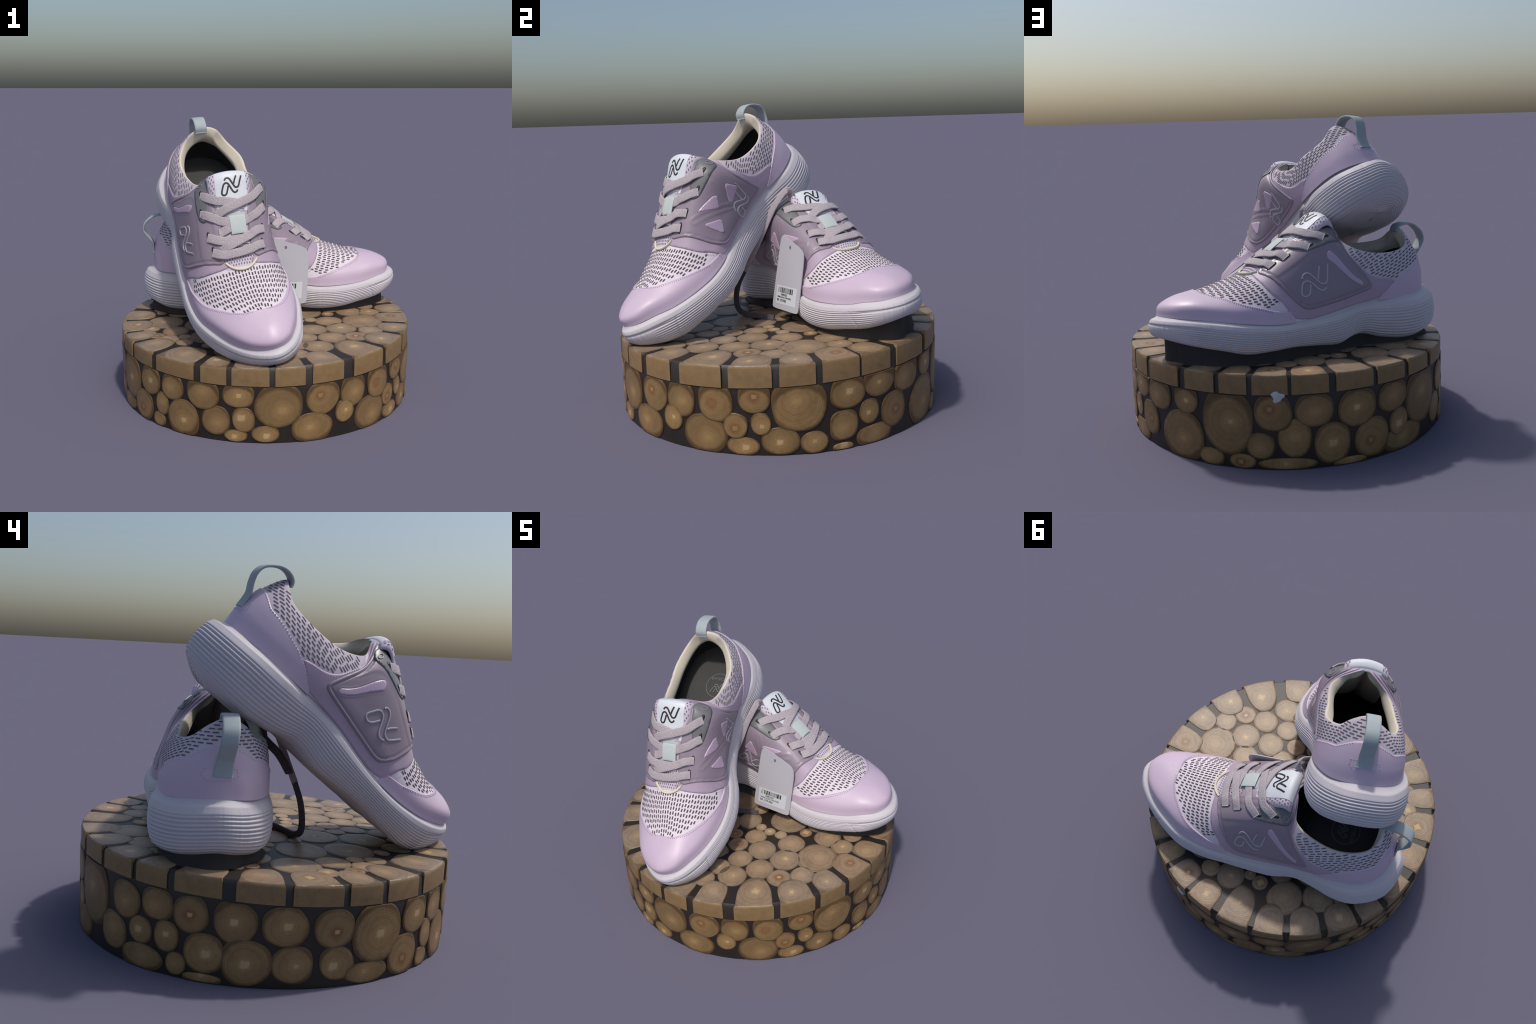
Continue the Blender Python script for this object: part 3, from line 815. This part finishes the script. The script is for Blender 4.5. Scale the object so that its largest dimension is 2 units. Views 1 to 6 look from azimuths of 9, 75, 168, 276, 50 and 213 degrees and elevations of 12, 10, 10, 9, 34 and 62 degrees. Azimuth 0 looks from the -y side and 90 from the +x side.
    # --- laces -------------------------------------------------------------------
    eo = [C.p((a, b - .012), .016) for a, b in EYELETS]; ei = [C.p((28 - a, b - .012), .016) for a, b in EYELETS]
    if swap: eo, ei = ei, eo
    f = -1 if swap else 1
    strands = [
        (eo[0], [(.855,.11),(.880,.05),(.897,-.02),(.905,-.08)], .009, True),
        (ei[0], [(.860,-.136),(.899,-.054),(.918,.021),(.930,.100)], .017, True),
        (eo[1], [(.940,.13),(.968,.08),(.985,.03),(.990,-.02)], .009, True),
        (ei[1], [(.952,-.14),(.982,-.068),(1.0,-.01),(1.015,.05),(1.020,.104)], .009, True),
        (eo[2], [(1.058,.12),(1.074,.054),(1.078,-.02),(1.080,-.07)], .009, True),
        (ei[2], [(1.060,-.09),(1.089,-.012),(1.105,.055),(1.110,.100)], .017, True),
        (eo[3], [(1.138,.106),(1.147,.02),(1.137,-.065)], .014, ei[3]),
    ]
    for start, mids, lift, end in strands:
        pts = [start] + [np.array((x, f*y, 0)) for x, y in mids]
        if end is not True: pts.append(end)
        pts = np.array(pts)
        p = smooth_path(pts[:, :2], .006)
        tt = np.linspace(0, 1, len(p))
        z = np.array([max(skin(x, y) + (.015 if abs(y) > .10 else .0), float(tz(x, y)) if abs(y) < wid(x) else 0) for x, y in p]) + lift * np.minimum(1, tt * 6) * (np.minimum(1, (1 - tt) * 6) if end is not True else 1) + .006
        if end is True: z = z - .014 * np.clip((tt - .88) / .12, 0, 1)
        for _ in range(10): z[1:-1] = .25*z[:-2] + .5*z[1:-1] + .25*z[2:]
        p3 = np.column_stack([p, z]); tg = unit(np.gradient(p3, axis=0))
        # band lies flat on the arch of the instep
        nn = unit(np.column_stack([-(ztop(p[:, 0] + .02) - ztop(p[:, 0] - .02)) / .04, 3.2 * p[:, 1], np.ones(len(p))]))
        sd = unit(np.cross(nn, tg)); nn = np.cross(tg, sd)
        V, F = sweep(p3, sd, nn, .053, .010); P.mesh('lace', V, F, 'lace')

    # --- pull tab at the heel --------------------------------------------------
    tab = smooth_path([(.172,.545),(.158,.574),(.122,.589),(.080,.584),(.040,.558),(.010,.525),(.002,.482),(.016,.436),(.037,.395),(.043,.345),(.043,.318)], .006)
    if hand == 1: tab[:, 0] -= .026 * np.clip((tab[:, 1] - .39) / .08, 0, 1) * np.clip((.15 - tab[:, 0]) / .08, 0, 1)
    tw = np.interp(tab[:, 1], [.31, .36, .45], [.092, .084, .080])
    p3 = np.column_stack([tab[:, 0], np.interp(tab[:, 1], [.33, .55], [.030, .030] if hand < 0 else [.02, -.004]), tab[:, 1]]); tg = unit(np.gradient(p3, axis=0))
    sd = np.tile([0., 1, 0], (len(p3), 1)); V, F = sweep(p3, sd, unit(np.cross(sd, tg)), tw, .014)
    pull = P.mesh('pull_tab', V, F, 'webbing')
    box = [(-.52,.33),(-.48,.41),(.52,.41),(.56,.33),(.36,.25),(-.32,.25),(-.52,.33)]
    acc2 = []
    for a, b in zip(box, box[1:]):
        acc(acc2, stitches(C, [a, ((a[0]+b[0])/2, (a[1]+b[1])/2), b], .014, .0095, .0045, .0085))
    P.mesh('tab_stitching', np.vstack([np.array(v) for v, _ in acc2]), [f_ for _, q in acc2 for f_ in q], 'thread', pull, stuff=True)
    return root, P

# ------------------------------------------------------------------ loose lace, tag
def free_band(P, name, pts, width, thick, mat, up_hint, twist=0., parent=None):
    p = smooth_path(pts, .010); tg = unit(np.gradient(p, axis=0))
    hint = np.broadcast_to(np.asarray(up_hint, float), p.shape)
    sd = unit(np.cross(hint, tg)); nn = np.cross(tg, sd)
    a = np.linspace(0, twist, len(p))[:, None]
    sd, nn = sd*np.cos(a) + nn*np.sin(a), nn*np.cos(a) - sd*np.sin(a)
    V, F = sweep(p, sd, nn, width, thick)
    return P.mesh(name, V, F, mat, parent)

def world_part(root):
    """Part whose vertices are given in world space but parented under a shoe."""
    P = Part(root, 1); inv = (Matrix.Translation(root.location) @ root.rotation_euler.to_matrix().to_4x4()).inverted()
    base = P.mesh
    def mesh(name, V, F, mat, parent=None, **kw):
        V = np.array(V, float).reshape(-1, 3); A = np.array(inv)
        V = V @ A[:3, :3].T + A[:3, 3]
        return base(name, V, F, mat, parent, **kw)
    P.mesh = mesh
    return P

def build_tag(root):
    P = world_part(root)
    o = np.array([.000, -.026, .567]); u = unit([.965, .257, .037]); v = np.array([-.066, .107, .991]); v = unit(v - u * (u @ v)); w = np.cross(u, v)
    def at(q, off=0.):
        q = np.asarray(q, float)
        bend = 0 * q[..., 0]
        return o + q[..., :1] * u + q[..., 1:2] * v - (bend - np.asarray(off))[..., None] * w
    if (w @ np.array([.6, -.8, 0])) < 0: w = -w
    poly = chaikin([(.005,.0),(.15,.0),(.285,-.004),(.30,.015),(.315,.20),(.330,.345),(.300,.392),(.20,.425),(.105,.462),(.066,.462),(.052,.42),(.026,.22),(.0,.025)], 2)
    vv, f, nb = fill(poly, .012)
    V = np.vstack([at(vv, .003), at(vv, -.003)]); N = len(vv)
    from collections import Counter
    c = Counter((a, b) for q in f for a, b in zip(q, q[1:] + q[:1])); rim = [(a, b) for a, b in c if (b, a) not in c]
    F = list(f) + [tuple(i + N for i in q[::-1]) for q in f] + [(b, a, a + N, b + N) for a, b in rim]
    tag = P.mesh('price_tag', V, F, 'paper', sharp=50)
    def quad(nm, q, mat='ink', off=.0042):
        q = np.array(q, float); V = np.vstack([at(q, off), at(q, off - .003)])
        P.mesh(nm, V, [(0,1,2,3), (4,7,6,5), (0,4,5,1), (1,5,6,2), (2,6,7,3), (3,7,4,0)], mat, tag, smooth=False)
    # sticker and bar code: widths of bars in millimetres of the tag
    quad('price_sticker', [(.035,.035),(.262,.035),(.275,.150),(.045,.150)], 'label', .0036)
    x = .062
    for i, wd in enumerate([3,2,0,5,3,9,3,7,2,2,2,2,2,2,3,2,4,11,3,8]):
        if wd:
            quad('bar', [(x, .106), (x + wd*.0011, .106), (x + wd*.0011 + .004, .140), (x + .004, .140)])
        x += wd * .0011 + (.0062 if i in (0, 2, 4) else .0040)
    def text(body, x, y, size):
        cu = bpy.data.curves.new('tag_text', 'FONT'); cu.body = body; cu.size = size; cu.extrude = .0005
        tmp = bpy.data.objects.new('tmp_text', cu); bpy.context.collection.objects.link(tmp); bpy.context.view_layer.update()
        me = bpy.data.meshes.new_from_object(tmp.evaluated_get(bpy.context.evaluated_depsgraph_get())); bpy.data.objects.remove(tmp)
        tv = np.array([tuple(q.co) for q in me.vertices]); tf = [tuple(p.vertices) for p in me.polygons]; bpy.data.meshes.remove(me)
        P.mesh('tag_text', at(np.stack([x + tv[:, 0], y + tv[:, 1]], -1), .0046 + tv[:, 2]), tf, 'ink', tag, smooth=False)
    text('10001025', .095, .089, .018)
    text('WMN LILAC (TAN SUE)', .056, .073, .015)
    text('RP. 279.900', .052, .050, .022)
    a = np.linspace(0, 2*math.pi, 20, endpoint=False)
    hp = at(np.stack([.170 + .009*np.cos(a), .395 + .011*np.sin(a)], -1), np.full(20, .0042))
    P.mesh('punched_hole', hp, [tuple(range(20))], 'print', tag, smooth=False)  # grey disc laid on the card, nothing is cut through
    return tag

def build_loose_lace(root):
    P = world_part(root)
    free_band(P, 'loose_lace', [(-.135,.150,1.235),(-.118,.150,1.275),(-.103,.115,1.296),(-.104,.070,1.250),(-.111,.014,1.164),(-.122,-.049,1.027),(-.150,-.105,.90),(-.185,-.160,.78)],
              .042, .012, 'lace', (.8, -.5, .3))
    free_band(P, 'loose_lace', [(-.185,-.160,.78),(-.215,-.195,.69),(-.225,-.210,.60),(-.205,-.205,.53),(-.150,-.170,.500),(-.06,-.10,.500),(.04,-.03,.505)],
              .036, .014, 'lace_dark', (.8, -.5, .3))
    free_band(P, 'loose_lace', [(-.20,.10,1.13),(-.24,.02,1.02),(-.22,-.07,.93),(-.19,-.13,.83)], .05, .018, 'lace_dark', (.8, -.5, .3))  # added band standing in for the dark web between the soles

# ------------------------------------------------------------------ block of log slices
R0 = .985
def top_z(x, y): return .490 + .030 * y + .014 * x
def band_z(x, y): return .383 + .034 * y
# log ends set into the side: bearing (deg from -y towards +x), height, half width, half height
SIDE_LOGS = [
 (1.4,0.14,0.069,0.077), (9.0,0.055,0.082,0.051), (13.5,0.23,0.141,0.134), (25.4,0.08,0.131,0.089), (29.3,0.261,0.105,0.102),
 (37.9,0.154,0.065,0.072), (41.4,0.274,0.094,0.102), (50.1,0.094,0.128,0.111), (54.0,0.28,0.1,0.107), (60.4,0.159,0.067,0.07),
 (62.7,0.047,0.089,0.05), (66.5,0.319,0.088,0.086), (68.4,0.174,0.055,0.06), (74.4,0.077,0.101,0.076), (80.2,0.274,0.145,0.146),
 (84.8,0.06,0.074,0.061), (94.2,0.01,0.06,0.027), (94.5,0.134,0.085,0.083), (96.0,0.319,0.103,0.097), (103.7,0.183,0.064,0.068),
 (105.8,0.04,0.114,0.066), (107.8,0.352,0.107,0.095), (114.0,0.157,0.095,0.102), (120.3,0.329,0.104,0.098), (131.4,0.125,0.154,0.143),
 (133.4,0.347,0.085,0.083), (142.8,0.043,0.079,0.05), (148.7,0.257,0.148,0.178), (153.5,0.039,0.072,0.042), (159.4,0.13,0.077,0.073),
 (163.6,0.319,0.1,0.107), (167.8,0.03,0.154,0.034), (170.3,0.173,0.087,0.107), (176.4,0.325,0.106,0.093), (182.1,0.131,0.102,0.115),
 (188.2,0.007,0.101,0.031), (190.6,0.313,0.113,0.109), (196.1,0.123,0.111,0.11), (204.5,0.327,0.107,0.089), (207.0,0.168,0.073,0.077),
 (209.8,0.066,0.156,0.079), (219.6,0.268,0.154,0.168), (231.4,0.125,0.094,0.09), (236.5,0.295,0.093,0.088), (242.1,0.175,0.068,0.065),
 (242.6,0.046,0.119,0.065), (247.5,0.316,0.086,0.076), (250.6,0.178,0.063,0.073), (253.6,0.062,0.05,0.053), (257.4,0.299,0.084,0.084),
 (260.9,0.012,0.09,0.028), (261.3,0.133,0.094,0.091), (269.2,0.29,0.097,0.096), (272.3,0.112,0.111,0.106), (281.9,0.282,0.104,0.089),
 (284.2,0.109,0.094,0.086), (295.0,0.269,0.093,0.092), (296.1,0.109,0.088,0.074), (305.2,0.05,0.116,0.05), (308.1,0.23,0.138,0.137),
 (318.0,0.093,0.1,0.1), (322.5,0.275,0.093,0.093), (327.3,0.042,0.053,0.049), (329.0,0.151,0.055,0.072), (333.9,0.281,0.087,0.084),
 (338.6,0.096,0.114,0.116), (346.7,0.283,0.103,0.102), (351.5,0.123,0.088,0.092), (358.7,0.039,0.071,0.037), (359.6,0.29,0.095,0.076),
]
# slices cut by the rim: bearing from, to
RIM_LOGS = [(12.2,22.8),(25.3,37.4),(41.4,56.4),(58.5,72.2),(74.3,85.6),(87.6,100.2),(100.9,112.6),(115.2,130.6),(133.4,144.6),(146.2,155.5),(157.0,168.3),(169.3,181.2),(183.4,196.6),
            (198.0,210.0),(212.0,224.4),(226.4,238.6),(240.0,250.3),(252.3,265.6),(269.0,281.6),(283.4,297.0),(298.7,308.9),(310.8,323.6),(326.0,343.4),(346.0,355.6),(357.2,370.4)]
RIM_DEPTH = [.20,.22,.27,.21,.20,.24,.20,.20,.19,.19,.19,.19,.27,.20,.20,.19,.17,.20,.22,.22,.20,.22,.24,.19,.20]
# slices seen whole on the top: x, y, radius
TOP_LOGS = [(.419,-.563,.090),(.648,-.357,.073),(.496,-.393,.086),(.734,-.230,.075),(.675,-.045,.127),(.543,-.210,.096),(.357,-.253,.089),(.324,-.419,.076),(.449,-.072,.086),
            (.218,-.196,.071),(.197,-.336,.064),(-.633,-.486,.046),(-.708,-.362,.054),(-.357,.637,.107),(-.536,.512,.094),(.156,.736,.056),(.017,.704,.086),(-.661,.441,.040),
            (.712,.154,.070),(.575,.150,.085),(.679,.286,.058),(.289,-.569,.070),(.310,-.710,.066),(-.652,-.215,.115),(-.545,-.543,.072)]

def bearing(deg):
    a = math.radians(deg); return np.array([math.sin(a), -math.cos(a)])

def log_outline(n, e, wob, rng):
    a = np.linspace(0, 2*math.pi, n, endpoint=False)
    r = 1 + sum(rng.normal(0, wob / (q)) * np.cos(q*a + rng.uniform(0, 6.28)) for q in (2, 3, 4, 5))
    c, s = np.cos(a), np.sin(a)
    return np.stack([np.sign(c)*np.abs(c)**e, np.sign(s)*np.abs(s)**e], -1) * r[:, None]

def build_block():
    root = bpy.data.objects.new('log_block', None); bpy.context.collection.objects.link(root)
    root['label'] = 'low round display block of log slices in dark resin'; root['category'] = 'wooden stand'
    rng = np.random.default_rng(5)
    def obj(nm, V, F, mat, M, mat2=None, second=None):
        inv = np.array(M.inverted()); V = np.array(V) * (1.0, 1.005, 1); V = V @ inv[:3, :3].T + inv[:3, 3]
        me = bpy.data.meshes.new(nm); me.from_pydata(V.tolist(), [], [tuple(int(i) for i in f) for f in F]); me.update()
        me.polygons.foreach_set('use_smooth', [True]*len(me.polygons)); me.set_sharp_from_angle(angle=math.radians(40))
        me.materials.append(MAT[mat])
        if mat2:
            me.materials.append(MAT[mat2]); me.polygons.foreach_set('material_index', second)
        ob = bpy.data.objects.new(nm, me); bpy.context.collection.objects.link(ob)
        ob.parent = root; ob.matrix_local = M; return ob
    pass
    # resin core
    n = 180; a = np.linspace(0, 2*math.pi, n, endpoint=False); rows = []
    for z, r in ((0, 0), (0, .972), (.0, .976), (.15, .977), (.30, .977), (None, .972), (None, .955), (None, 0)):
        x, y = r*np.sin(a), -r*np.cos(a)
        rows.append(np.stack([x, y, (top_z(x, y) - .005) if z is None else 0*a + z], -1))
    rows[5][:, 2] -= .02
    G = np.stack(rows, 1); obj('resin_core', G.reshape(-1, 3), grid_faces(n, len(rows), True), 'resin', Matrix())
    # side slices, bent round the block
    for th, z0, w, h in SIDE_LOGS:
        o2 = log_outline(40, .88, .05, rng)
        rr = np.array([0, .35, .6, .8, .92, .97, 1.0, 1.0]); dep = np.array([0, 0, 0, 0, -.0003, -.0015, -.004, -.02])
        ang = math.radians(th); V = []
        for q, d in zip(rr, dep):
            x = o2[:, 0]*w*q*1.02; zz = z0 + o2[:, 1]*h*q*1.02
            zz = np.maximum(zz, .002)
            aa = ang + x / R0
            lim = band_z(R0*np.sin(aa), -R0*np.cos(aa)) - .006
            zz = np.minimum(zz, lim)
            r = .983 + .002 * np.clip(zz / .5, 0, 1) + d + .0012*math.sin(th*7)
            V.append(np.stack([np.sin(aa)*r, -np.cos(aa)*r, zz], -1))
        G = np.stack(V, 1); F = grid_faces(40, len(rr), True)
        b = bearing(th); zc = min(max(z0, .03), .33)
        ex = np.array([math.cos(ang), math.sin(ang), 0]); ez = np.array([0, 0, 1.]); ey = np.array([b[0], b[1], 0])
        # keep the slice's pith a little off its middle, as cut logs have it
        off = rng.uniform(-.2, .2, 2)
        M = Matrix.Translation(Vector((b[0]*.975, b[1]*.975, 0)) + Vector(ex*off[0]*w) + Vector((0, 0, zc + off[1]*h))) @ Matrix((tuple(map(float, (ex[0], ez[0], ey[0]))), tuple(map(float, (ex[1], ez[1], ey[1]))), tuple(map(float, (ex[2], ez[2], ey[2]))))).to_4x4()
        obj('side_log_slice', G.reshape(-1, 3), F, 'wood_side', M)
    # rim slices: round on top, cut by the rim, standing as a band
    whole = []
    for (t0, t1), dep in zip(RIM_LOGS, RIM_DEPTH):
        mid = math.radians((t0 + t1)/2); half = math.radians(t1 - t0)/2 * .985
        er = np.array([math.sin(mid), -math.cos(mid)]); et = np.array([math.cos(mid), math.sin(mid)])
        rim_r = .980 + rng.normal(0, .002)
        pts = []
        for q in np.linspace(-1, 1, 21):
            aa = mid + half*q; pts.append((math.sin(aa)*rim_r, -math.cos(aa)*rim_r))
        ww = half * rim_r
        # the rest of the slice: an oval that the rim cuts off
        wide = 1.07; f0 = math.acos(1 / wide); b2 = dep / (1 + math.sin(f0))
        for q in np.linspace(-f0, math.pi + f0, 35)[1:-1]:
            cq, sq = math.cos(q), math.sin(q); cq = math.copysign(abs(cq)**.72, cq); sq = math.copysign(abs(sq)**.85, sq)
            aa = mid + half * (1 + .03*max(0, sq)) * cq * (1 + .12*max(0, sq)); r = rim_r - max(0, b2 * (math.sin(f0) + sq)) * (1 + .04*math.sin(3*q + t0))
            pts.append((math.sin(aa)*r, -math.cos(aa)*r))
        o2 = np.array(pts); cen = er*(rim_r - dep*.45)
        n2 = len(o2); V = []
        spec = [(0, 0, None), (.5, 0, None), (.85, 0, None), (.93, -.001, None), (.975, -.006, None), (1, -.017, None), (1.0, 0, .3), (1.0, 0, 0)]
        for q, dz, lowf in spec:
            xy = cen + (o2 - cen)*q
            zt = top_z(xy[:, 0], xy[:, 1]) + dz
            zbnd = band_z(xy[:, 0], xy[:, 1])
            z = zt if lowf is None else zbnd + (zt - zbnd - .013)*lowf
            V.append(np.column_stack([xy, z]))
        G = np.stack(V, 1); F = grid_faces(n2, len(spec), True); F.append(tuple(i*len(spec) + len(spec) - 1 for i in range(n2)))
        M = Matrix.Translation(Vector((cen[0] + rng.uniform(-.02, .02), cen[1] + rng.uniform(-.02, .02), .45))) @ Matrix.Rotation(rng.uniform(0, 6.28), 4, 'Z')
        flank = [1 if (i % (len(spec) - 1)) >= 4 else 0 for i in range(n2 * (len(spec) - 1))] + [1]
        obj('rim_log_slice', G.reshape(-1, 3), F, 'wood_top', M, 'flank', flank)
        whole.append((er[0]*(rim_r - dep*.5), er[1]*(rim_r - dep*.5), max(dep*.5, ww*.7)))
    # whole slices on the top, then smaller ones between them where the shoes hide the plan
    discs = list(TOP_LOGS)
    tries = 0
    while tries < 9000:
        tries += 1
        r = rng.uniform(.11, .13) if tries < 1500 else rng.uniform(.07, .11) if tries < 4500 else rng.uniform(.035, .07)
        x, y = rng.uniform(-.8, .8, 2)
        if math.hypot(x, y) > .80: continue
        if all(math.hypot(x - a, y - b) > (r + c)*.97 for a, b, c in discs + whole): discs.append((x, y, r))
    for x, y, r in discs:
        o2 = log_outline(36, .92, .045, rng) * r * 1.09
        rr = [0, .4, .7, .9, .97, 1.0, 1.0]; dz = [0, 0, 0, 0, -.002, -.007, -.03]
        V = [np.column_stack([x + o2[:, 0]*q, y + o2[:, 1]*q, top_z(x + o2[:, 0]*q, y + o2[:, 1]*q) + d - .001]) for q, d in zip(rr, dz)]
        G = np.stack(V, 1)
        M = Matrix.Translation(Vector((x + rng.uniform(-.1, .1)*r, y + rng.uniform(-.1, .1)*r, .45))) @ Matrix.Rotation(rng.uniform(0, 6.28), 4, 'Z')
        obj('log_slice', G.reshape(-1, 3), grid_faces(36, len(rr), True), 'wood_top', M)
    # pale chip stuck under the band
    b = bearing(165.0); a = np.linspace(0, 2*math.pi, 16, endpoint=False); V = []
    for q, d in ((0, .004), (.7, .004), (1, -.004)):
        w = 1 + .2*np.sin(3*a + 1) + .12*np.sin(5*a)
        aa = math.radians(165.0) + .034*q*np.cos(a)*w; r = .987 + d
        V.append(np.stack([np.sin(aa)*r, -np.cos(aa)*r, .405 + .032*q*np.sin(a)*w], -1))
    obj('plaster_chip', np.stack(V, 1).reshape(-1, 3), grid_faces(16, 3, True), 'plaster', Matrix())
    return root

# ------------------------------------------------------------------ assemble
materials()
build_block()
leaning, _ = build_shoe('shoe', 'lavender mesh trainer leaning heel up on its mate', -1, (-0.5607, 0.3570, 1.4259), tuple(math.radians(a) for a in (6.403, 37.290, -60.742)), False, -.165, .08, None)
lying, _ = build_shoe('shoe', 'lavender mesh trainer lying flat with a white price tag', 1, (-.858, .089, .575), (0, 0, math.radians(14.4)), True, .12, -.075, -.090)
build_tag(lying)
build_loose_lace(lying)
